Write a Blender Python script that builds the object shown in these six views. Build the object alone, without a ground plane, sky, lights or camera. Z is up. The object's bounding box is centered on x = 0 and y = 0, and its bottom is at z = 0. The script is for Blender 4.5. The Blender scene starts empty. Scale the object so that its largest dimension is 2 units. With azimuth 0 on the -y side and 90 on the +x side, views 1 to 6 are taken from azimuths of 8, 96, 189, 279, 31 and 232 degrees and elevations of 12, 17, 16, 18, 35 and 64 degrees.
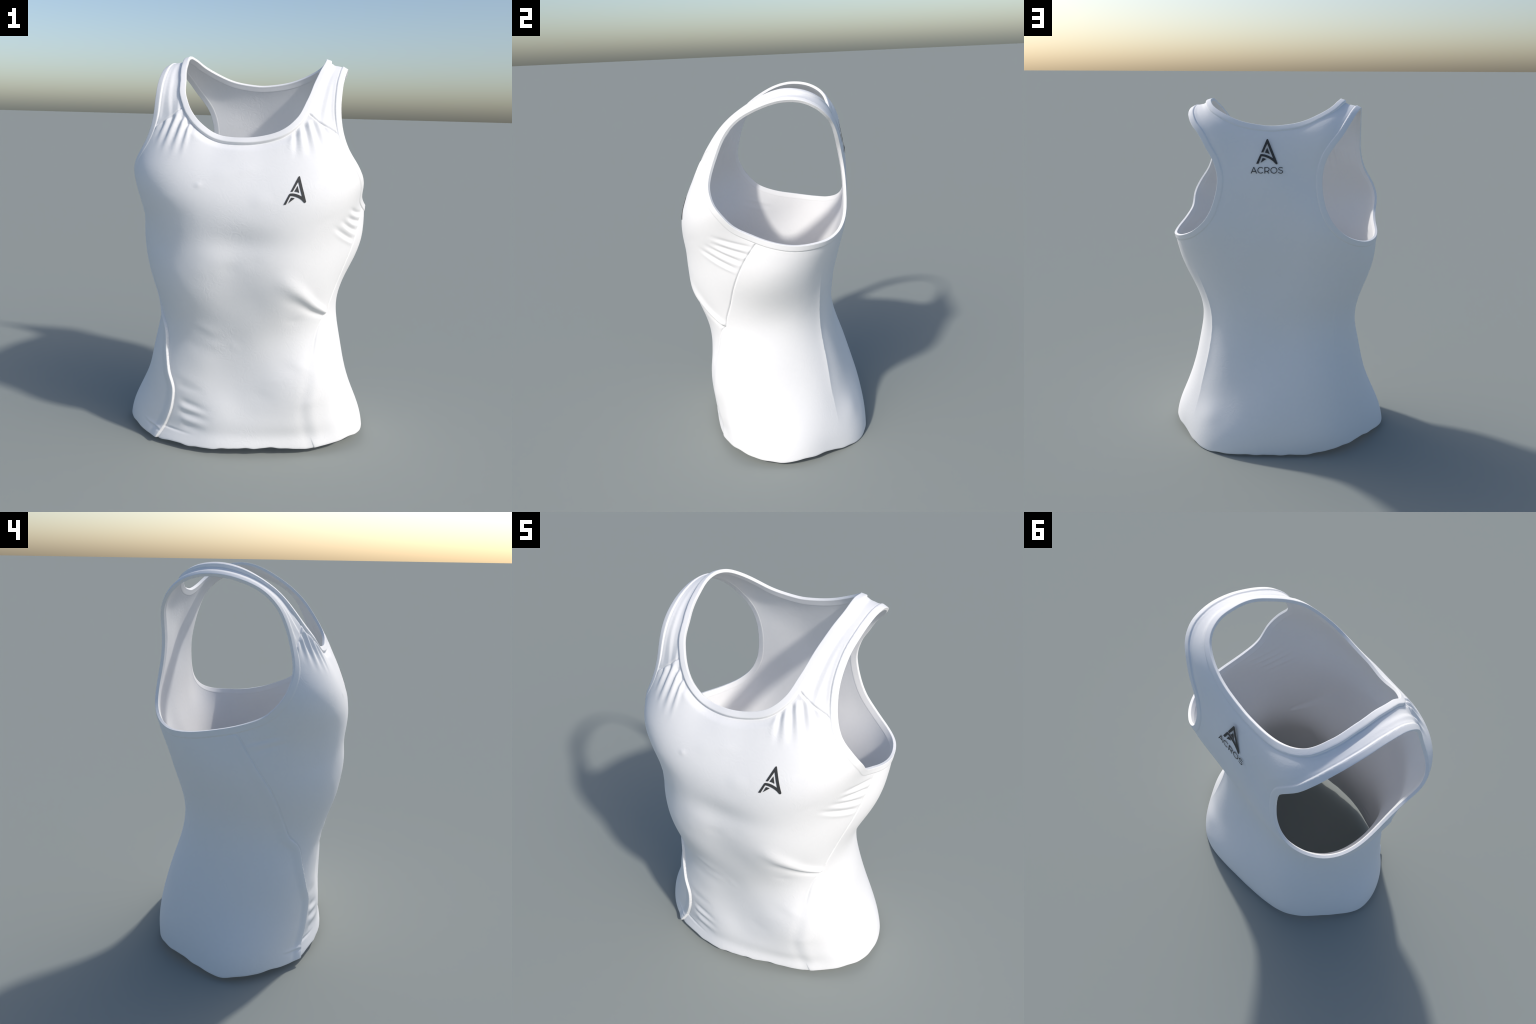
"""A white sleeveless sports tank top standing as if worn by an invisible body.

The garment is one smooth shell.  Its body is a loft through horizontal
cross-sections (radius every 15 degrees round the body, 0 = front, 90 = the
wearer's left, +x).  Above the chest the sections tip over, so that the same
loft also runs over the shoulders.  Armholes, neckline, hem and seams are curves
drawn on that loft; bindings, piping, gathers and folds are relief on it.
"""
import bpy, bmesh, math
import numpy as np
from mathutils import Vector

# ---------------------------------------------------------------- body loft
# (height of the section along the body, control radius every 15 degrees)
CROSS_SECTIONS = [
    (-0.11, [0.419, 0.404, 0.409, 0.453, 0.534, 0.625, 0.654, 0.658, 0.622, 0.614, 0.585, 0.524, 0.491, 0.488, 0.509, 0.558, 0.594, 0.629, 0.667, 0.630, 0.587, 0.544, 0.486, 0.447]),
    (0.00, [0.429, 0.424, 0.435, 0.480, 0.555, 0.657, 0.661, 0.666, 0.608, 0.616, 0.597, 0.527, 0.491, 0.490, 0.511, 0.567, 0.584, 0.606, 0.676, 0.632, 0.586, 0.536, 0.477, 0.450]),
    (0.11, [0.418, 0.420, 0.441, 0.489, 0.558, 0.642, 0.640, 0.647, 0.603, 0.600, 0.574, 0.529, 0.493, 0.491, 0.522, 0.569, 0.572, 0.583, 0.650, 0.625, 0.573, 0.503, 0.458, 0.439]),
    (0.22, [0.399, 0.409, 0.444, 0.500, 0.557, 0.596, 0.591, 0.594, 0.576, 0.551, 0.512, 0.490, 0.476, 0.474, 0.502, 0.544, 0.550, 0.558, 0.586, 0.581, 0.549, 0.496, 0.451, 0.419]),
    (0.33, [0.387, 0.403, 0.455, 0.523, 0.564, 0.569, 0.553, 0.548, 0.541, 0.512, 0.469, 0.443, 0.437, 0.442, 0.472, 0.516, 0.523, 0.524, 0.530, 0.534, 0.534, 0.505, 0.453, 0.406]),
    (0.44, [0.387, 0.401, 0.449, 0.519, 0.555, 0.547, 0.524, 0.514, 0.509, 0.481, 0.433, 0.397, 0.390, 0.402, 0.441, 0.487, 0.493, 0.491, 0.496, 0.511, 0.524, 0.502, 0.451, 0.404]),
    (0.55, [0.401, 0.409, 0.436, 0.489, 0.526, 0.521, 0.504, 0.490, 0.480, 0.449, 0.396, 0.358, 0.347, 0.358, 0.396, 0.444, 0.463, 0.466, 0.472, 0.489, 0.501, 0.488, 0.452, 0.414]),
    (0.66, [0.427, 0.432, 0.445, 0.477, 0.509, 0.498, 0.480, 0.470, 0.456, 0.419, 0.367, 0.331, 0.317, 0.324, 0.360, 0.409, 0.441, 0.452, 0.454, 0.461, 0.474, 0.486, 0.472, 0.442]),
    (0.77, [0.453, 0.466, 0.490, 0.504, 0.515, 0.489, 0.470, 0.467, 0.451, 0.408, 0.357, 0.323, 0.311, 0.319, 0.351, 0.396, 0.440, 0.457, 0.457, 0.466, 0.485, 0.510, 0.510, 0.480]),
    (0.88, [0.479, 0.499, 0.535, 0.539, 0.534, 0.514, 0.508, 0.501, 0.474, 0.418, 0.363, 0.329, 0.326, 0.335, 0.367, 0.421, 0.468, 0.487, 0.489, 0.503, 0.529, 0.545, 0.549, 0.517]),
    (0.99, [0.498, 0.520, 0.554, 0.559, 0.555, 0.555, 0.573, 0.557, 0.515, 0.447, 0.385, 0.344, 0.338, 0.352, 0.396, 0.462, 0.512, 0.534, 0.533, 0.537, 0.551, 0.557, 0.554, 0.528]),
    (1.10, [0.507, 0.528, 0.558, 0.570, 0.568, 0.574, 0.608, 0.603, 0.561, 0.484, 0.415, 0.373, 0.360, 0.373, 0.423, 0.491, 0.554, 0.574, 0.560, 0.550, 0.551, 0.542, 0.544, 0.526]),
    (1.21, [0.520, 0.538, 0.572, 0.593, 0.587, 0.570, 0.596, 0.620, 0.619, 0.532, 0.441, 0.403, 0.387, 0.397, 0.456, 0.535, 0.599, 0.591, 0.555, 0.546, 0.563, 0.555, 0.555, 0.534]),
    (1.32, [0.513, 0.526, 0.576, 0.620, 0.626, 0.588, 0.591, 0.632, 0.657, 0.574, 0.463, 0.418, 0.402, 0.419, 0.483, 0.571, 0.621, 0.598, 0.557, 0.559, 0.611, 0.602, 0.572, 0.533]),
    (1.43, [0.475, 0.481, 0.532, 0.600, 0.640, 0.640, 0.631, 0.654, 0.654, 0.568, 0.466, 0.419, 0.408, 0.427, 0.479, 0.552, 0.615, 0.619, 0.598, 0.603, 0.628, 0.600, 0.543, 0.494]),
    (1.54, [0.425, 0.430, 0.473, 0.542, 0.581, 0.635, 0.665, 0.682, 0.658, 0.554, 0.463, 0.421, 0.414, 0.424, 0.454, 0.528, 0.613, 0.650, 0.642, 0.615, 0.561, 0.532, 0.482, 0.426]),
    (1.65, [0.375, 0.386, 0.437, 0.486, 0.537, 0.632, 0.680, 0.711, 0.687, 0.551, 0.459, 0.428, 0.422, 0.422, 0.448, 0.561, 0.637, 0.678, 0.671, 0.633, 0.535, 0.481, 0.437, 0.365]),
    (1.76, [0.333, 0.358, 0.427, 0.475, 0.542, 0.629, 0.662, 0.706, 0.710, 0.594, 0.488, 0.451, 0.443, 0.451, 0.507, 0.616, 0.666, 0.687, 0.667, 0.644, 0.563, 0.471, 0.409, 0.336]),
    (1.87, [0.311, 0.339, 0.400, 0.459, 0.507, 0.564, 0.618, 0.656, 0.656, 0.602, 0.539, 0.496, 0.481, 0.496, 0.528, 0.597, 0.650, 0.650, 0.625, 0.587, 0.524, 0.441, 0.370, 0.318]),
    (1.98, [0.302, 0.329, 0.375, 0.422, 0.456, 0.502, 0.563, 0.588, 0.582, 0.564, 0.544, 0.522, 0.506, 0.516, 0.537, 0.567, 0.583, 0.588, 0.568, 0.514, 0.458, 0.396, 0.339, 0.304]),
    (2.09, [0.295, 0.320, 0.354, 0.389, 0.418, 0.453, 0.497, 0.518, 0.521, 0.521, 0.521, 0.515, 0.506, 0.512, 0.521, 0.527, 0.527, 0.523, 0.500, 0.451, 0.400, 0.353, 0.313, 0.292]),
]
RADII = np.array([r for _, r in CROSS_SECTIONS])
LOW, STEP = CROSS_SECTIONS[0][0], 0.11
TIP_START, TIP_END, TIP_RADIUS = 1.3, 1.7, 0.45     # where sections tip over the shoulder


def section_frame(s):
    """Centre height and upward tilt of the section at body height s."""
    s = np.asarray(s, float)
    x = np.clip((s - TIP_START) / (TIP_END - TIP_START), 0, 1)
    turned = (x**3 - x**4 / 2) * (TIP_END - TIP_START) + np.maximum(s - TIP_END, 0)
    return s - turned, turned / TIP_RADIUS


def bspline_weights(f):
    return [(1 - f)**3 / 6, (3*f**3 - 6*f**2 + 4) / 6, (-3*f**3 + 3*f**2 + 3*f + 1) / 6, f**3 / 6]


def radius(theta, s):
    n_s, n_t = RADII.shape
    x = np.clip((s - LOW) / STEP, 1e-6, n_s - 1 - 1e-6)
    i = np.floor(x).astype(int); ws = bspline_weights(x - i)
    y = (theta / (2 * np.pi) % 1) * n_t
    j = np.floor(y).astype(int); wt = bspline_weights(y - j)
    out = np.zeros(np.shape(x))
    for a in range(4):
        ia = np.clip(i - 1 + a, 0, n_s - 1)
        for b in range(4):
            out += ws[a] * wt[b] * RADII[ia, (j - 1 + b) % n_t]
    return out


def body_point(theta, s):
    r = radius(theta, s); c, p = section_frame(s)
    return np.stack([r*np.cos(p)*np.sin(theta), -r*np.cos(p)*np.cos(theta), c + r*np.sin(p)], -1)


def body_normal(theta, s, e=0.004):
    a = body_point(theta + e, s) - body_point(theta - e, s)
    b = body_point(theta, s + e) - body_point(theta, s - e)
    n = np.cross(a, b)
    return n / np.linalg.norm(n, axis=-1, keepdims=True)


def body_coordinates(P):
    """(theta, s, distance from the section centre) of space points."""
    rho = np.hypot(P[..., 0], P[..., 1]); z = P[..., 2]
    lo = np.full(rho.shape, -1.0); hi = np.full(rho.shape, 2.3)
    for _ in range(36):
        m = (lo + hi) / 2; c, p = section_frame(m)
        up = (z - c) * np.cos(p) - rho * np.sin(p) > 0
        lo = np.where(up, m, lo); hi = np.where(up, hi, m)
    s = (lo + hi) / 2; c, p = section_frame(s)
    return np.arctan2(P[..., 0], -P[..., 1]), s, rho*np.cos(p) + (z - c)*np.sin(p)


# ---------------------------------------------------------------- curves on the body (degrees, height)
def closed_curve(points, n=720):
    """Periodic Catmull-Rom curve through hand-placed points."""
    p = np.array(points, float); k = len(p); t = np.arange(n) / n * k
    i = np.floor(t).astype(int); f = (t - i)[:, None]
    a, b, c, d = (p[(i + q) % k] for q in (-1, 0, 1, 2))
    return 0.5*(2*b + (c - a)*f + (2*a - 5*b + 4*c - d)*f**2 + (3*b - a - 3*c + d)*f**3)


def open_curve(points, n=200):
    p = np.array(points, float); p = np.vstack([2*p[0] - p[1], p, 2*p[-1] - p[-2]])
    k = len(p) - 3; t = np.linspace(0, k - 1e-9, n); i = np.floor(t).astype(int); f = (t - i)[:, None]
    a, b, c, d = (p[i + q] for q in (0, 1, 2, 3))
    return 0.5*(2*b + (c - a)*f + (2*a - 5*b + 4*c - d)*f**2 + (3*b - a - 3*c + d)*f**3)


ARMHOLE_LEFT = closed_curve([      # +x side
    (61.5, 1.628), (65.7, 1.720), (73.8, 1.784), (85.8, 1.820), (99.1, 1.833), (110.8, 1.821),
    (119.5, 1.794), (126.2, 1.767), (131.8, 1.744), (136.7, 1.706), (141.9, 1.652), (145.0, 1.571),
    (143.7, 1.466), (139.6, 1.370), (132.1, 1.297), (123.2, 1.257), (114.2, 1.244), (104.1, 1.242),
    (93.8, 1.261), (83.9, 1.294), (75.4, 1.334), (69.8, 1.398), (64.6, 1.466), (60.9, 1.540)])
ARMHOLE_RIGHT = closed_curve([     # -x side
    (-59.6, 1.610), (-61.8, 1.692), (-66.9, 1.763), (-76.3, 1.816), (-90.5, 1.843), (-104.9, 1.842),
    (-116.7, 1.822), (-125.5, 1.790), (-132.5, 1.752), (-138.0, 1.717), (-141.5, 1.680), (-143.7, 1.620),
    (-144.1, 1.533), (-142.7, 1.440), (-138.5, 1.356), (-131.1, 1.292), (-120.9, 1.256), (-110.0, 1.253),
    (-97.9, 1.269), (-85.1, 1.294), (-74.4, 1.334), (-68.1, 1.396), (-63.4, 1.466), (-60.0, 1.536)])
NECKLINE = [(-180, 1.883), (-168.5, 1.883), (-147.7, 1.877), (-131.7, 1.885), (-116.6, 1.912), (-99.7, 1.931),
            (-80.1, 1.923), (-60.6, 1.871), (-48.7, 1.795), (-38.3, 1.725), (-27.4, 1.668), (-16.2, 1.629),
            (-2.5, 1.617), (13.2, 1.621), (27.7, 1.644), (39.0, 1.698), (49.2, 1.776), (61.2, 1.846),
            (76.3, 1.892), (92.2, 1.911), (105.9, 1.913), (118.3, 1.894), (131.0, 1.874), (147.4, 1.871), (167.6, 1.881)]
HEMLINE = [(-156.9, .014), (-136.9, .036), (-121.3, .046), (-106.2, .033), (-92.9, .021), (-80.3, .035), (-65.7, .037),
           (-50.9, .031), (-36.8, .033), (-19.1, .033), (2.1, .044), (25.5, .047), (45.7, .035), (53.2, .034), (59.6, .042),
           (70.0, .056), (78.6, .048), (87.4, .031), (97.3, .025), (106.3, .035), (116.6, .034), (129.7, .012), (143.2, .004),
           (158.1, .012), (178.8, .014)]


def round_line(points):
    """s as a smooth periodic function of theta (degrees)."""
    c = closed_curve(sorted(points)); c = c.copy()
    th = np.unwrap(np.radians(c[:, 0])); s = c[:, 1]
    t3 = np.concatenate([th - 2*np.pi, th, th + 2*np.pi]); s3 = np.tile(s, 3)
    o = np.argsort(t3)
    return lambda t: np.interp(t, t3[o], s3[o])


def ring_line(points):
    p = np.array(sorted(points)); p3 = np.vstack([p - [360, 0], p, p + [360, 0]])
    c = open_curve(p3, 1600); o = np.argsort(c[:, 0])
    return lambda t: np.interp(np.degrees(t), c[o, 0], c[o, 1])


neck_s, hem_plain = ring_line(NECKLINE), ring_line(HEMLINE)


def hem_s(t):
    """The hem with the small uneven waves of soft cloth."""
    return hem_plain(t) + .0022*np.sin(13*t + 1.3)*np.sin(2*t + .4) + .0018*np.sin(23*t + 4.1) + .0008*np.sin(41*t + .6)

# seams between panels: theta as a function of height
FRONT_SEAM_LEFT = open_curve([(86.5, 1.27), (78.2, 1.146), (70.7, 1.00), (66, .888), (61.7, .80), (59.6, .738), (54.8, .695),
                              (50.7, .575), (48.5, .46), (46.4, .37), (45.4, .27), (49.8, .11), (53.2, .02)])
FRONT_SEAM_RIGHT = open_curve([(-87.5, 1.27), (-80.8, 1.158), (-75.2, 1.063), (-68.2, .952), (-58.5, .756), (-55.4, .70),
                               (-48.5, .63), (-46.1, .519), (-43.4, .413), (-40.2, .331), (-40.9, .247), (-43.4, .164), (-50, .02)])
BACK_SEAM_LEFT = open_curve([(121, 1.27), (121.6, 1.03), (124.2, .82), (125.4, .70), (127, .5), (127, .35), (127.5, .243), (127.5, .1), (127.3, .0)])
BACK_SEAM_RIGHT = open_curve([(-122, 1.27), (-124.5, 1.03), (-125.5, .88), (-125, .72), (-126, .5), (-127, .25), (-127, .0)])
YOKE_LEFT = open_curve([(40, 1.80), (46.5, 1.716), (51.7, 1.657), (57.2, 1.609), (60, 1.57)])
YOKE_RIGHT = open_curve([(-40, 1.80), (-46.2, 1.721), (-50.8, 1.668), (-56, 1.622), (-60, 1.57)])


def seam_theta(curve):
    o = np.argsort(curve[:, 1])
    return lambda s: np.interp(s, curve[o, 1], np.radians(curve[o, 0]))


def yoke_height(curve):
    o = np.argsort(curve[:, 0])
    return lambda t: np.interp(np.degrees(t), curve[o, 0], curve[o, 1])


def seam_distance(curve):
    """Signed distance in metres across a steep seam."""
    f = seam_theta(curve)
    def g(theta, s):
        r = radius(theta, s); slope = (f(s + .01) - f(s - .01)) / .02 * r
        return (theta - f(s)) * r / np.sqrt(1 + slope**2)
    return g


def yoke_distance(curve):
    f = yoke_height(curve)
    def g(theta, s):
        r = radius(theta, s); slope = (f(theta + .01) - f(theta - .01)) / .02 / r
        return (s - f(theta)) / np.sqrt(1 + slope**2)
    return g


def polyline_distance(P, Q, reach):
    """Distance from points P to a dense polyline Q, exact within reach."""
    out = np.full(len(P), 9.0)
    lo, hi = Q.min(0) - reach, Q.max(0) + reach
    near = np.where(((P > lo) & (P < hi)).all(1))[0]
    a, b = Q[:-1], Q[1:]; ab = b - a; L2 = (ab**2).sum(1) + 1e-12
    for k in range(0, len(near), 4000):
        p = P[near[k:k + 4000]]
        t = np.clip(((p[:, None] - a) * ab).sum(2) / L2, 0, 1)
        out[near[k:k + 4000]] = np.linalg.norm(p[:, None] - a - t[..., None]*ab, axis=2).min(1)
    return out


def inside(theta, s, loop):
    """Point-in-polygon on the unrolled body."""
    x = np.degrees(theta); res = np.zeros(len(x), bool)
    near = np.where((x > loop[:, 0].min()) & (x < loop[:, 0].max()) & (s > loop[:, 1].min()) & (s < loop[:, 1].max()))[0]
    a, b = loop, np.roll(loop, -1, 0)
    for k in range(0, len(near), 4000):
        q = near[k:k + 4000]; px, py = x[q][:, None], s[q][:, None]
        cross = ((a[:, 1] > py) != (b[:, 1] > py)) & (px < (b[:, 0] - a[:, 0])*(py - a[:, 1])/(b[:, 1] - a[:, 1] + 1e-15) + a[:, 0])
        res[q] = cross.sum(1) % 2 == 1
    return res


def loop_points(curve):
    c = np.vstack([curve, curve[:1]])[::2]
    return body_point(np.radians(c[:, 0]), c[:, 1])


ARM_POINTS = {1: loop_points(ARMHOLE_LEFT), -1: loop_points(ARMHOLE_RIGHT)}
t_ring = np.linspace(-np.pi, np.pi, 500)
NECK_POINTS = body_point(t_ring, neck_s(t_ring))


def armhole_distance(side):
    loop = ARMHOLE_LEFT if side > 0 else ARMHOLE_RIGHT
    def g(theta, s):
        d = polyline_distance(body_point(theta, s), ARM_POINTS[side], .08)
        return np.where(inside(theta, s, loop), -d, d)
    return g


def neck_distance(theta, s):
    return polyline_distance(body_point(theta, s), NECK_POINTS, .08)


# ---------------------------------------------------------------- mesh of the unrolled body
COLUMNS, ROWS = 640, 400
BINDING = 0.032                                     # width of neck and armhole binding


def build_sheet():
    v = np.linspace(0, 1, ROWS + 1)
    th = np.linspace(-np.pi, np.pi, COLUMNS, endpoint=False)
    lo, hi = hem_s(th), neck_s(th)
    S = lo[None] + (hi - lo)[None] * v[:, None]
    T = np.repeat(th[None], ROWS + 1, 0)
    idx = np.arange((ROWS + 1) * COLUMNS).reshape(ROWS + 1, COLUMNS)
    nxt = np.roll(idx, -1, 1)
    F = np.stack([idx[:-1], nxt[:-1], nxt[1:], idx[1:]], -1).reshape(-1, 4)
    return T.ravel(), S.ravel(), F


class Sheet:
    """Polygon mesh in (theta, s) that can be split along level lines of a field."""
    def __init__(self, T, S, F):
        self.T, self.S = T, S
        self.F = np.full((len(F), 12), -1); self.F[:, :4] = F

    def face_values(self, val, fill):
        return np.where(self.F >= 0, val[self.F], fill)

    def split(self, field, level, eps=2e-4):
        f = field(self.T, self.S) - level
        f = np.where(np.abs(f) < eps, 0.0, f)
        hi = np.where(self.F >= 0, f[self.F], -9e9).max(1); lo = np.where(self.F >= 0, f[self.F], 9e9).min(1)
        # a real crossing, not a jump of the field on the far side of the body
        cut = np.where((hi > 0) & (lo < 0) & (hi - lo < 0.05))[0]
        newT, newS, made, pieces = [], [], {}, []
        n0 = len(self.T)
        for k in cut:
            poly = [p for p in self.F[k] if p >= 0]
            pos, neg = [], []
            for a, b in zip(poly, poly[1:] + poly[:1]):
                if f[a] >= 0: pos.append(a)
                if f[a] <= 0: neg.append(a)
                if f[a] * f[b] < 0:
                    key = (min(a, b), max(a, b))
                    if key not in made:
                        w = f[a] / (f[a] - f[b]); ta, tb = self.T[a], self.T[b]
                        if tb - ta > np.pi: tb -= 2*np.pi
                        if ta - tb > np.pi: tb += 2*np.pi
                        made[key] = n0 + len(newT)
                        newT.append(ta + (tb - ta)*w); newS.append(self.S[a] + (self.S[b] - self.S[a])*w)
                    pos.append(made[key]); neg.append(made[key])
            for q in (pos, neg):
                if len(q) >= 3: pieces.append(q)
        if not len(cut): return
        self.T = np.concatenate([self.T, newT]); self.S = np.concatenate([self.S, newS])
        add = np.full((len(pieces), 12), -1)
        for i, q in enumerate(pieces): add[i, :len(q)] = q
        self.F = np.vstack([np.delete(self.F, cut, 0), add])

    def keep(self, field):
        """Drop faces whose centre has a negative field."""
        t, s = self.centres()
        self.F = self.F[field(t, s) > 0]

    def centres(self):
        m = self.F >= 0; n = m.sum(1)
        ref = self.T[self.F[:, 0]][:, None]
        t = self.T[self.F]; t = ref + (t - ref + np.pi) % (2*np.pi) - np.pi
        t = np.where(m, t, 0).sum(1) / n
        return (t + np.pi) % (2*np.pi) - np.pi, np.where(m, self.S[self.F], 0).sum(1) / n


sheet = Sheet(*build_sheet())
arm_left, arm_right = armhole_distance(1), armhole_distance(-1)
EDGE_LEVELS = (.0008, .0025, .012, BINDING - .003, BINDING - .001, BINDING + .001, BINDING + .004, BINDING + .008)
for arm in (arm_left, arm_right):
    sheet.split(arm, 0.0); sheet.keep(arm)
    for level in EDGE_LEVELS: sheet.split(arm, level)
for level in EDGE_LEVELS: sheet.split(neck_distance, level)
SEAMS = {"front_left": seam_distance(FRONT_SEAM_LEFT), "front_right": seam_distance(FRONT_SEAM_RIGHT),
         "back_left": seam_distance(BACK_SEAM_LEFT), "back_right": seam_distance(BACK_SEAM_RIGHT)}
YOKES = {"yoke_left": yoke_distance(YOKE_LEFT), "yoke_right": yoke_distance(YOKE_RIGHT)}


def limited(g, test):
    return lambda t, s: np.where(test(t, s), g(t, s), 9.0)


below_arm = lambda t, s: s < 1.30
SEAM_FIELDS = {k: limited(g, below_arm) for k, g in SEAMS.items()}
SEAM_FIELDS["yoke_left"] = limited(YOKES["yoke_left"], lambda t, s: (t > .7) & (t < 1.05) & (s > 1.5))
SEAM_FIELDS["yoke_right"] = limited(YOKES["yoke_right"], lambda t, s: (t < -.7) & (t > -1.05) & (s > 1.5))
for name, g in SEAM_FIELDS.items():
    for level in ((-.010, -.004, -.0015, .0015, .004, .010) if "back" not in name else (-.02, -.006, 0.0, .006, .02)):
        sheet.split(g, level)

# forget vertices that no face uses
used = np.unique(sheet.F[sheet.F >= 0])
renumber = np.full(len(sheet.T), -1); renumber[used] = np.arange(len(used))
sheet.F = np.where(sheet.F >= 0, renumber[sheet.F], -1)
sheet.T, sheet.S = sheet.T[used], sheet.S[used]
T, S = sheet.T, sheet.S
BASE, NORMAL = body_point(T, S), body_normal(T, S)

# ---------------------------------------------------------------- relief
d_arm_l, d_arm_r, d_neck = arm_left(T, S), arm_right(T, S), neck_distance(T, S)
d_edge = np.minimum(np.minimum(np.abs(d_arm_l), np.abs(d_arm_r)), d_neck)
d_hem = S - hem_s(T)


def ramp(x, a, b):
    t = np.clip((x - a) / (b - a), 0, 1)
    return t*t*(3 - 2*t)


# outer side: round bead at the rim, raised binding band, small step down to the panel
THICKNESS = .018
rim = np.sqrt(np.clip(1 - (1 - np.clip(d_edge / .0025, 0, 1))**2, 0, 1))
band = 1 - ramp(d_edge, BINDING - .004, BINDING + .003)
d_arm = np.minimum(np.abs(d_arm_l), np.abs(d_arm_r))
neck_share = ramp(np.where(d_neck > 1, -1.0, np.minimum(d_arm, 1.0) - np.minimum(d_neck, 1.0)), -.025, .025)
at_front = 1 - ramp(np.abs(T), 1.7, 2.5)
# the neck tape is thick in front; the armhole tape shows over the shoulder and below the arm,
# and melts into the cloth along the front of the armhole
plain_front = (1 - ramp(np.abs(T), 1.25, 1.5)) * (1 - ramp(S, 1.57, 1.63))
proud_neck, proud_arm = .0012 + .0085*at_front, (.0012 + .0025*ramp(S, 1.60, 1.70)) * (1 - plain_front)
proud = proud_arm + (proud_neck - proud_arm) * neck_share
on_strap = (ramp(np.abs(T), .75, .95) * (1 - ramp(np.abs(T), 2.1, 2.5)) * ramp(S, 1.60, 1.68))
away = np.maximum(1 - ramp(d_edge, BINDING, .075), on_strap)             # straps stay sunk between their tapes
outer = .002*band - .0015*(1 - rim) - proud*(1 - band)*away
outer -= .005 * on_strap * ramp(d_edge, BINDING - .002, BINDING + .022)      # dished strap
groove = .0012*(1 - plain_front) + (.003*at_front + .0012*plain_front) * neck_share
outer -= groove*np.exp(-((d_edge - BINDING - .001) / .003)**2)          # stitched groove
inner = -.0095 - (THICKNESS - .0095)*ramp(d_edge, -.012, .040) - .0015*rim - .0015*band
hem_round = np.sqrt(np.clip(1 - (1 - np.clip(d_hem / .006, 0, 1))**2, 0, 1))
outer -= .002*(1 - hem_round); inner += .004*(1 - hem_round)

folds = np.zeros(len(T))


def fold(points, width, height, start=.35, end=.35):
    """A soft ridge (or groove, height < 0) along a curve on the body; width may change along it."""
    global folds
    w0, w1 = width if isinstance(width, tuple) else (width, width)
    c = open_curve(points, 60); Q = body_point(np.radians(c[:, 0]), c[:, 1])
    reach = 3 * max(w0, w1); lo, hi = Q.min(0) - reach, Q.max(0) + reach
    near = np.where(((BASE > lo) & (BASE < hi)).all(1))[0]
    for k in range(0, len(near), 8000):
        q = near[k:k + 8000]
        d = np.linalg.norm(BASE[q][:, None] - Q, axis=2); j = d.argmin(1); t = j / 59
        strength = ramp(t, -.02, start) * (1 - ramp(t, 1 - end, 1.02))
        folds[q] += height * strength * np.exp(-(d.min(1) / (w0 + (w1 - w0)*t))**2)


def bump(theta, s, across, along, height):
    """A broad soft swelling or hollow."""
    global folds
    r = radius(np.array([math.radians(theta)]), np.array([s]))[0]
    dt = (T - math.radians(theta) + np.pi) % (2*np.pi) - np.pi
    folds += height * np.exp(-(dt * r / across)**2 - ((S - s) / along)**2)


# gathers under the yoke seams: strongest at the seam, fading down the chest
for t0, s0, t1, s1, h, w in (
        (36.2, 1.650, 32.4, 1.49, -.0085, .011), (42, 1.676, 39.6, 1.50, -.0105, .012), (47.0, 1.685, 45.8, 1.52, -.0105, .013), (51.6, 1.655, 52, 1.58, -.006, .010),
        (39.0, 1.668, 36.0, 1.49, .0055, .011), (44.6, 1.685, 42.9, 1.50, .0055, .011), (49.4, 1.67, 49, 1.55, .0045, .011), (33.8, 1.625, 29.5, 1.52, .003, .012),
        (-52.5, 1.650, -52.5, 1.55, -.006, .012), (-48.2, 1.688, -46.0, 1.51, -.0105, .012), (-43.2, 1.705, -39.6, 1.50, -.0115, .012), (-37.6, 1.685, -33.0, 1.49, -.0095, .012), (-33.5, 1.65, -28.5, 1.53, -.003, .012),
        (-50.5, 1.668, -49.3, 1.52, .005, .012), (-45.8, 1.70, -42.8, 1.49, .0075, .012), (-40.4, 1.70, -36.3, 1.48, .0075, .012), (-35.5, 1.67, -30.5, 1.47, .007, .012)):
    fold([(t0, s0), ((t0 + t1)/2, (s0 + s1)/2), (t1, s1)], (w*.85, w*1.5), h*.85, .12, .85)
# fan of small pulls in front of the left armpit
for t0, s0, t1, s1, h in ((59, 1.284, 84, 1.228, -.0065), (58.5, 1.247, 81.5, 1.187, -.0075), (54, 1.233, 77.4, 1.144, -.0075), (49.5, 1.206, 74.0, 1.103, -.0075)):
    tm, sm = (t0 + t1)/2, (s0 + s1)/2 - .007
    fold([(t0, s0), (tm, sm), (t1, s1)], (.013, .009), h, .5, .2)
    fold([(t0, s0 - .020), (tm, sm - .020), (t1, s1 - .022)], (.014, .011), -h*.5, .5, .2)
for t0, s0, t1, s1, h in ((-62, 1.25, -84, 1.20, -.003), (-59, 1.215, -81, 1.160, -.003), (-62, 1.235, -84, 1.183, .0025)):
    fold([(t0, s0), ((t0 + t1)/2, (s0 + s1)/2), (t1, s1)], .012, h)
# deep diagonal fold running into the left waist seam
fold([(20, .985), (28, .935), (37, .875), (47, .808), (59.3, .745)], (.055, .012), .014, .6, .05)
fold([(30, .875), (39, .815), (48, .768), (59.5, .728)], (.035, .010), -.006, .6, .06)
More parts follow.
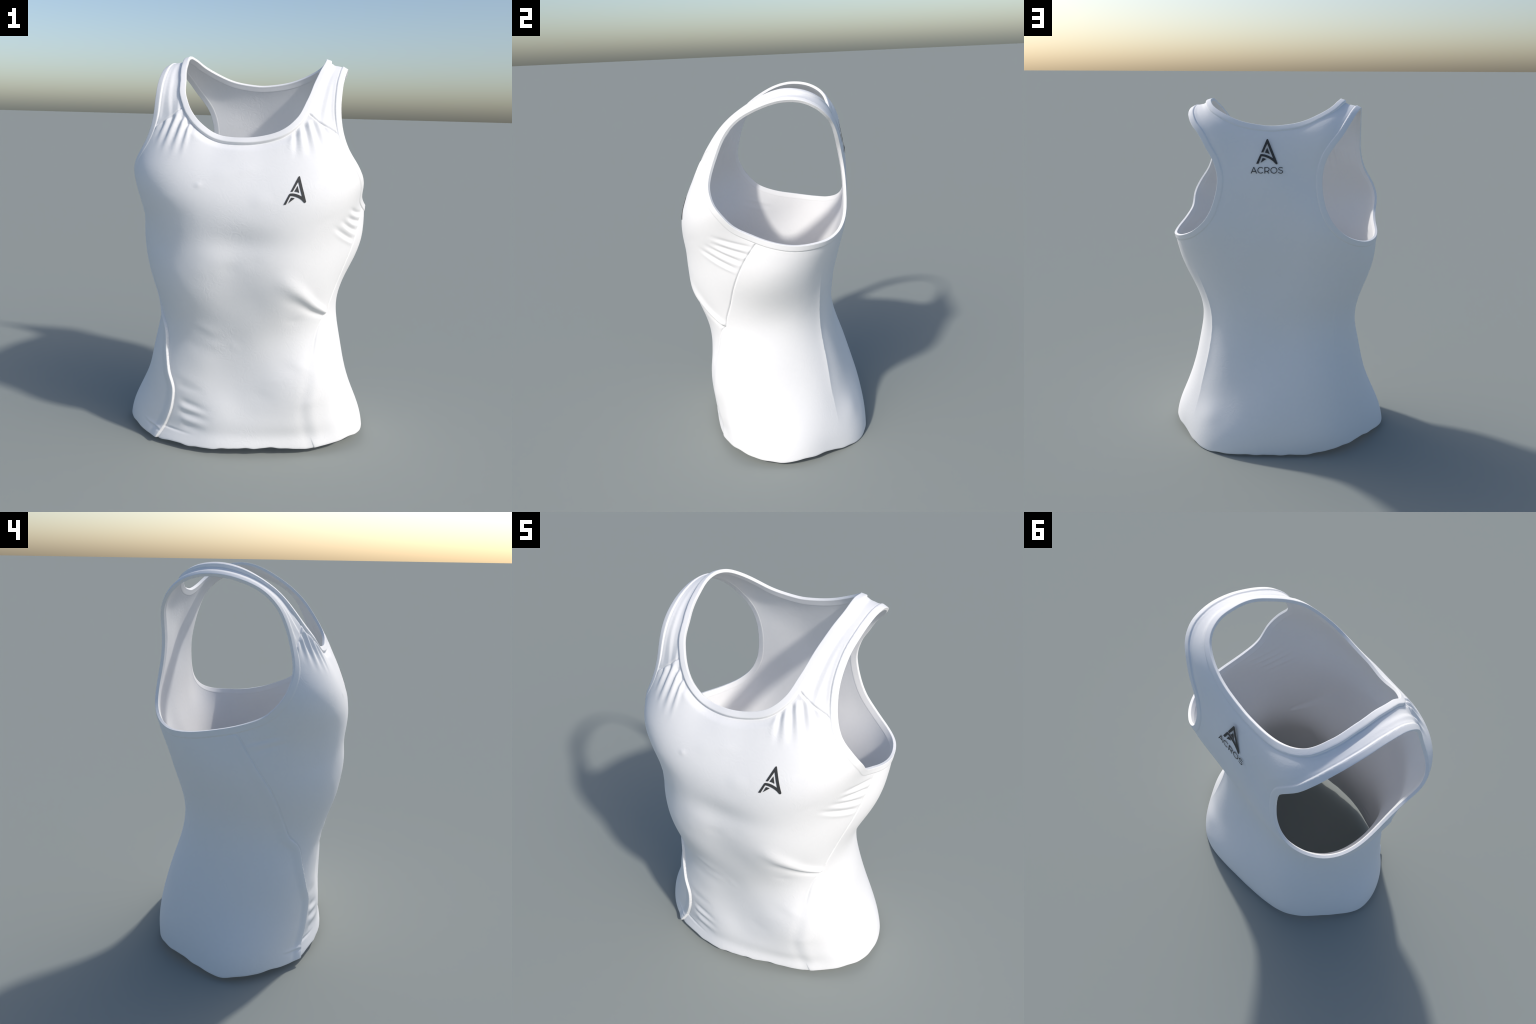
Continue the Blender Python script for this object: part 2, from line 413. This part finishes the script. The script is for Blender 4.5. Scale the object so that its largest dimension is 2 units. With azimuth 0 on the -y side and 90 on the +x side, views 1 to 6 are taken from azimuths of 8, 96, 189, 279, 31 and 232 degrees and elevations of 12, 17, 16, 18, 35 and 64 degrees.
# pulls beside the right hip seam and the turned hem
for t0, s0, t1, s1, h, w in ((-39, .350, -19, .318, -.003, .020), (-38, .264, -14, .220, -.0055, .019), (-38.5, .203, -13, .176, -.006, .021), (-36.5, .134, -16, .116, -.0035, .018),
                             (-38.5, .232, -15, .200, .0045, .018), (-37.5, .168, -14, .147, .004, .019)):
    fold([(t0, s0), ((t0 + t1)/2, (s0 + s1)/2), (t1, s1)], w, h, .25, .7)
fold([(-47, .101), (-38, .095), (-25, .087)], .006, -.0045, .1, .7)
fold([(-63, .108), (-57, .094), (-48, .083)], .006, .004, .7, .1)
fold([(-63, .098), (-57, .084), (-48, .073)], .006, -.003, .7, .1)
bump(-18.6, 1.383, .016, .013, .0024)
# soft body shape showing through: hollow under the chest, ribs, waist and belly
bump(6, 1.125, .17, .065, -.010)
bump(-10.4, 1.03, .10, .08, .006)
bump(14, .82, .09, .10, -.004)
fold([(-34, .74), (-18, .70), (0, .62), (14, .54)], .08, -.003)
bump(-22, .50, .08, .07, .004)
bump(-10, .24, .08, .07, .004)
# small uneven dents and ripples of loose jersey
ripple = np.random.default_rng(7)
for _ in range(34):
    t0, s0 = ripple.uniform(-55, 55), ripple.uniform(.3, 1.45)
    slant, length = ripple.uniform(-.05, .05), ripple.uniform(5, 12)
    fold([(t0 - length, s0 - slant), (t0, s0 + ripple.uniform(-.01, .01)), (t0 + length, s0 + slant)],
         ripple.uniform(.018, .04), ripple.choice([-1, 1])*ripple.uniform(.0008, .002), .5, .5)
# seat of the back: soft swelling above the hem
bump(141, .20, .08, .07, .008)
# the front draws in a little above the turned hem
folds -= .009 * np.exp(-((S - .105) / .05)**2) * (1 - ramp(np.abs(T), .85, 1.25))


gap = {k: g(T, S) for k, g in SEAM_FIELDS.items()}
def seam_line(d, depth, width): return depth * np.exp(-(d / width)**2)
off_binding = ramp(d_edge, BINDING, BINDING + .012)
relief = folds * ramp(d_edge, BINDING - .002, BINDING + .02)
low_right, low_left = 1 - ramp(S, .62, .80), 1 - ramp(S, .60, .72)


def lip(d, side, height, far):
    """Panel edge that stands proud on one side of a seam and drops away sharply at it."""
    x = d * side
    return height * np.where(np.abs(d) < 8, ramp(x, -.0015, .0025) * (1 - ramp(x, .004, far)), 0)


gl, gr = gap["front_left"], gap["front_right"]
relief += off_binding * seam_line(gl, -.0075, .0035) * ramp(S, .64, .76)
relief += np.where(np.abs(gl) < 8, .003*np.exp(-((gl - .03) / .03)**2) - .002*np.exp(-((gl + .02) / .025)**2), 0) * low_left
relief += seam_line(gl, -.003, .005) * ramp(S, .52, .62) * low_left
relief += lip(gl, 1, .003, .04) * (1 - ramp(S, .05, .10))
relief += lip(gr, -1, .013, .06) * (.4 + .6*low_right) * off_binding
relief -= off_binding * seam_line(gr - .004, .003, .0035)
relief += off_binding * (seam_line(gap["yoke_left"], -.009, .004) + seam_line(gap["yoke_right"], -.006, .0035) + lip(gap["yoke_right"], -1, .003, .03) + lip(gap["yoke_left"], -1, .003, .03))
# the back seams: a soft crease between side and back panel, sharpest at the waist
crease = np.exp(-np.minimum(np.abs(gap["back_left"]), 1) / .028)
relief += .010 * crease * ramp(S, .10, .55) * (1 - ramp(S, .85, 1.1))
relief += off_binding * seam_line(gap["back_right"], .0018, .007) * ramp(S, .55, .68) * (1 - ramp(S, .9, 1.02))

OUT = BASE + NORMAL * (outer + relief)[:, None]
INN = BASE + NORMAL * (inner + folds * .35 * ramp(d_edge, BINDING - .002, BINDING + .02))[:, None]
shift = min(OUT[:, 2].min(), INN[:, 2].min())
OUT[:, 2] -= shift; INN[:, 2] -= shift

# ---------------------------------------------------------------- shell with rims
n = len(T)
POINTS = np.vstack([OUT, INN])
polys_out = [[p for p in row if p >= 0] for row in sheet.F.tolist()]
face_part = np.zeros(len(polys_out), int)
ct, cs = sheet.centres()
PARTS = ["front_panel", "back_panel", "side_panel", "side_panel", "shoulder_strap", "shoulder_strap",
         "neck_binding", "armhole_binding", "armhole_binding"]
th_fl, th_fr, th_bl, th_br = (seam_theta(c) for c in (FRONT_SEAM_LEFT, FRONT_SEAM_RIGHT, BACK_SEAM_LEFT, BACK_SEAM_RIGHT))
low = cs < 1.30
front = np.where(low, (ct < th_fl(cs)) & (ct > th_fr(cs)), np.abs(ct) < np.radians(100))
face_part[:] = np.where(front, 0, 1)
face_part[low & (ct >= th_fl(cs)) & (ct < th_bl(cs))] = 2
face_part[low & (ct <= th_fr(cs)) & (ct > th_br(cs))] = 3
shoulder = np.radians(118)
yl, yr = yoke_height(YOKE_LEFT), yoke_height(YOKE_RIGHT)
face_part[(ct > .6) & (ct < shoulder) & (cs > 1.58) & (cs > np.where(ct < 1.05, yl(ct), 0))] = 4
face_part[(ct < -.6) & (ct > -shoulder) & (cs > 1.58) & (cs > np.where(ct > -1.05, yr(ct), 0))] = 5
face_part[neck_distance(ct, cs) < BINDING] = 6
face_part[np.abs(arm_left(ct, cs)) < BINDING] = 7
face_part[np.abs(arm_right(ct, cs)) < BINDING] = 8

edge_count = {}
for k, poly in enumerate(polys_out):
    for a, b in zip(poly, poly[1:] + poly[:1]):
        key = (a, b) if a < b else (b, a)
        edge_count[key] = None if key in edge_count else (a, b, k)
rim_edges = [v for v in edge_count.values() if v]
faces, part = list(polys_out), face_part.tolist()
faces += [[p + n for p in reversed(poly)] for poly in polys_out]; part += face_part.tolist()
# the cut edge of the cloth is a crisp face of its own, so its corners stay sharp
border = sorted({v for a, b, _ in rim_edges for v in (a, b)})
m = len(border); at = {v: 2*n + i for i, v in enumerate(border)}
POINTS = np.vstack([POINTS, OUT[border], INN[border]])
for a, b, k in rim_edges:
    faces.append([at[b], at[a], at[a] + m, at[b] + m]); part.append(int(face_part[k]))

# vertex normals of the whole garment, shared by every part
whole = bpy.data.meshes.new("whole"); whole.from_pydata(POINTS.tolist(), [], faces); whole.update()
vertex_normals = np.zeros(len(POINTS) * 3); whole.vertices.foreach_get("normal", vertex_normals)
vertex_normals = vertex_normals.reshape(-1, 3)
bpy.data.meshes.remove(whole)


# ---------------------------------------------------------------- materials
def fabric_material(name, colour, grain):
    m = bpy.data.materials.new(name); m.use_nodes = True
    nt = m.node_tree; N, L = nt.nodes, nt.links
    b = N["Principled BSDF"]; b.inputs["Roughness"].default_value = .75
    b.inputs["Specular IOR Level"].default_value = .25
    co = N.new("ShaderNodeTexCoord")
    # patches of fine swirling brush-like marks in the knit
    a = N.new("ShaderNodeTexNoise"); a.inputs["Scale"].default_value = 20; a.inputs["Detail"].default_value = 3
    a.inputs["Distortion"].default_value = 3.5
    L.new(co.outputs["Object"], a.inputs["Vector"])
    patch = N.new("ShaderNodeTexNoise"); patch.inputs["Scale"].default_value = 7; patch.inputs["Detail"].default_value = 2
    L.new(co.outputs["Object"], patch.inputs["Vector"])
    where = N.new("ShaderNodeMapRange"); where.inputs[1].default_value = .34; where.inputs[2].default_value = .72
    L.new(patch.outputs["Fac"], where.inputs[0])
    w = N.new("ShaderNodeMath"); w.operation = "MULTIPLY"
    L.new(a.outputs["Fac"], w.inputs[0]); L.new(where.outputs[0], w.inputs[1])
    bp = N.new("ShaderNodeBump"); bp.inputs["Strength"].default_value = grain; bp.inputs["Distance"].default_value = .004
    L.new(w.outputs[0], bp.inputs["Height"]); L.new(bp.outputs["Normal"], b.inputs["Normal"])
    # barely visible mottling of the white
    r = N.new("ShaderNodeValToRGB")
    r.color_ramp.elements[0].position, r.color_ramp.elements[1].position = .3, .7
    r.color_ramp.elements[0].color = (*[x * .985 for x in colour], 1); r.color_ramp.elements[1].color = (*colour, 1)
    L.new(a.outputs["Fac"], r.inputs["Fac"]); L.new(r.outputs["Color"], b.inputs["Base Color"])
    return m


def print_material():
    m = bpy.data.materials.new("black_print"); m.use_nodes = True
    nt = m.node_tree; N, L = nt.nodes, nt.links
    b = N["Principled BSDF"]; b.inputs["Roughness"].default_value = .6
    co = N.new("ShaderNodeTexCoord"); a = N.new("ShaderNodeTexNoise"); a.inputs["Scale"].default_value = 60
    r = N.new("ShaderNodeValToRGB"); r.color_ramp.elements[0].color = (.027, .028, .030, 1); r.color_ramp.elements[1].color = (.033, .034, .036, 1)
    L.new(co.outputs["Object"], a.inputs["Vector"]); L.new(a.outputs["Fac"], r.inputs["Fac"]); L.new(r.outputs["Color"], b.inputs["Base Color"])
    return m


KNIT = fabric_material("white_knit", (.80, .80, .81), .22)
TAPE = fabric_material("white_binding_tape", (.80, .80, .81), .15)
BLACK = print_material()

# ---------------------------------------------------------------- objects
root = bpy.data.objects.new("tank_top", None); bpy.context.collection.objects.link(root)
root["label"] = "white sleeveless racerback sports tank top with small black emblems"
root["category"] = "tank top"


def add_mesh(name, verts, polys, material, parent=root, normals=None):
    me = bpy.data.meshes.new(name); me.from_pydata([tuple(v) for v in verts], [], polys); me.update()
    me.shade_smooth()
    if normals is not None: me.normals_split_custom_set_from_vertices([tuple(v) for v in normals])
    me.materials.append(material)
    ob = bpy.data.objects.new(name, me); bpy.context.collection.objects.link(ob); ob.parent = parent
    return ob


part = np.array(part)
for k, name in enumerate(PARTS):
    own = np.where(part == k)[0]
    ids = sorted({p for f in own for p in faces[f]}); to = {p: i for i, p in enumerate(ids)}
    add_mesh(name, POINTS[ids], [[to[p] for p in faces[f]] for f in own], TAPE if "binding" in name else KNIT, normals=vertex_normals[ids])


# ---------------------------------------------------------------- emblems and lettering
def on_body(x, z, side):
    """Point of the outer cloth in front of (x, z), seen from the front (side -1) or back (+1)."""
    lo, hi = np.zeros(len(x)) + .05, np.full(len(x), .9)
    for _ in range(34):
        m = (lo + hi)/2; P = np.stack([x, side*m, z + shift], -1); th, s, r = body_coordinates(P)
        out = r > radius(th, s); hi = np.where(out, m, hi); lo = np.where(out, lo, m)
    P = np.stack([x, side*m, z + shift], -1); th, s, _ = body_coordinates(P)
    return P - [0, 0, shift], body_normal(th, s)


def on_plate(x, z):
    """The back emblem and its lettering are one flat transfer standing just off the hollow of the cloth."""
    lean = .205
    P = np.stack([x, .4075 - lean*(z - 1.626), z], -1)
    nrm = np.array([0, 1, lean]); nrm /= np.linalg.norm(nrm)
    return P, np.repeat(nrm[None], len(x), 0)


UNIT = .000177                                      # metres per drawing unit
PLACES = {"back": (1, np.array([[-1.017, .023], [.038, .972]]), np.array([.013, 1.737])),
          "front": (-1, np.array([[.889, .124], [.076, .926]]), np.array([.286, 1.375]))}


def applique(name, shapes, place, thickness=.0025, cell=.006, material=None):
    """Flat drawing (units, y down) laid on the cloth with real thickness."""
    side, M, origin = PLACES[place]
    bm = bmesh.new()
    for shape in shapes:
        vs = [bm.verts.new(((x - 1520)*UNIT, (640 - y)*UNIT, 0)) for x, y in shape]
        bm.faces.new(vs)
    bmesh.ops.triangulate(bm, faces=bm.faces[:])
    xs = [v.co.x for v in bm.verts]; ys = [v.co.y for v in bm.verts]
    for axis, (lo, hi) in enumerate(((min(xs), max(xs)), (min(ys), max(ys)))):
        for c in np.arange(lo + cell/2, hi, cell):
            co = Vector((c, 0, 0)) if axis == 0 else Vector((0, c, 0)); no = Vector((1, 0, 0)) if axis == 0 else Vector((0, 1, 0))
            bmesh.ops.bisect_plane(bm, geom=bm.verts[:] + bm.edges[:] + bm.faces[:], plane_co=co, plane_no=no)
    bmesh.ops.remove_doubles(bm, verts=bm.verts[:], dist=4e-6)
    bm.verts.ensure_lookup_table(); bm.verts.index_update()
    flat = np.array([v.co[:2] for v in bm.verts]); polys = [[v.index for v in f.verts] for f in bm.faces]
    if np.linalg.det(M) * -side < 0: polys = [p[::-1] for p in polys]
    rims = []
    for e in bm.edges:
        if len(e.link_faces) == 1: rims.append(tuple(v.index for v in e.verts))
    bm.free()
    q = flat @ M + origin
    if side < 0:                                    # printed on the cloth: follow its relief
        P, Nn = on_body(q[:, 0], q[:, 1], side)
        patch = np.where(np.linalg.norm(BASE - [0, 0, shift] - P.mean(0), axis=1) < .2)[0]
        near = np.array([patch[((BASE[patch] - [0, 0, shift] - p)**2).sum(1).argmin()] for p in P])
        P = P + Nn * (outer + relief)[near][:, None]
    else:
        P, Nn = on_plate(q[:, 0], q[:, 1])
    verts = np.vstack([P + Nn*thickness, P - Nn*(.001 if side < 0 else 0)]); k = len(P)
    directed = {(a, b) for p in polys for a, b in zip(p, p[1:] + p[:1])}
    all_faces = list(polys) + [[i + k for i in reversed(p)] for p in polys]
    for a, b in rims:
        if (a, b) not in directed: a, b = b, a
        all_faces.append([b, a, a + k, b + k])
    ob = add_mesh(name, verts, all_faces, material or BLACK)
    ob.data.set_sharp_from_angle(angle=math.radians(40))
    return ob


def arc(cx, cy, rx, ry, a0, a1, k=14):
    return [(cx + rx*math.cos(math.radians(a)), cy + ry*math.sin(math.radians(a))) for a in np.linspace(a0, a1, k)]


def smooth(points, k=8):
    return [tuple(p) for p in open_curve(points, k*(len(points) - 1))]


EMBLEM = [
    [(1355, 662), (1514, 288), (1524, 272), (1540, 265), (1556, 272), (1566, 288), (1832, 970), (1836, 992), (1824, 1010), (1803, 1015), (1783, 1006)]
    + smooth([(1783, 1006), (1700, 920), (1600, 852), (1500, 806), (1420, 781), (1366, 775)])[1:]
    + [(1275, 998), (1205, 998), (1318, 742), (1328, 724), (1342, 714), (1360, 710)]
    + smooth([(1360, 710), (1450, 720), (1550, 752), (1640, 797), (1706, 839)])[1:]
    + [(1537, 410), (1420, 662)],
    [(1535, 525), (1607, 716), (1540, 686), (1465, 668)],
    [(1396, 825), (1450, 836), (1503, 858), (1420, 912), (1338, 972)],
]
applique("emblem", EMBLEM, "front")
applique("emblem", EMBLEM, "back", thickness=.0008)


def stroke(points, width=21):
    """Pen stroke along a polyline, as a strip of quads."""
    p = np.array(points, float); d = np.gradient(p, axis=0); d /= np.linalg.norm(d, axis=1, keepdims=True)
    o = np.stack([-d[:, 1], d[:, 0]], 1) * width/2; a, b = p + o, p - o
    return [[tuple(a[i]), tuple(a[i + 1]), tuple(b[i + 1]), tuple(b[i])] for i in range(len(p) - 1)]


LETTERS = {
    "A": [[(1041, 1285), (1124, 1095), (1135, 1095), (1135, 1122), (1098, 1212), (1087, 1236), (1067, 1285)],
          [(1135, 1095), (1146, 1095), (1228, 1285), (1202, 1285), (1182, 1236), (1171, 1212), (1135, 1122)],
          [(1098, 1212), (1171, 1212), (1182, 1236), (1087, 1236)]],
    "C": stroke(arc(1338, 1190, 86, 86, -42, -318, 30)),
    "R": stroke([(1461, 1095), (1461, 1285)], 24)
         + stroke([(1473, 1108), (1530, 1108)] + arc(1530, 1164, 58, 56, -80, 80, 16) + [(1530, 1220), (1473, 1220)])
         + [[(1526, 1231.5), (1552, 1229), (1595, 1285), (1566, 1285)]],
    "O": stroke(arc(1728, 1190, 90, 86, -90, 270, 48)),
    "S": stroke(smooth([(1986, 1124), (1950, 1107), (1915, 1106), (1880, 1119), (1869, 1146), (1885, 1172), (1928, 1188), (1972, 1206), (1986, 1236), (1968, 1264), (1928, 1275), (1890, 1268), (1858, 1247)], 4)),
}
for glyph in LETTERS.values():
    applique("letter", glyph, "back", thickness=.0008, cell=.01)
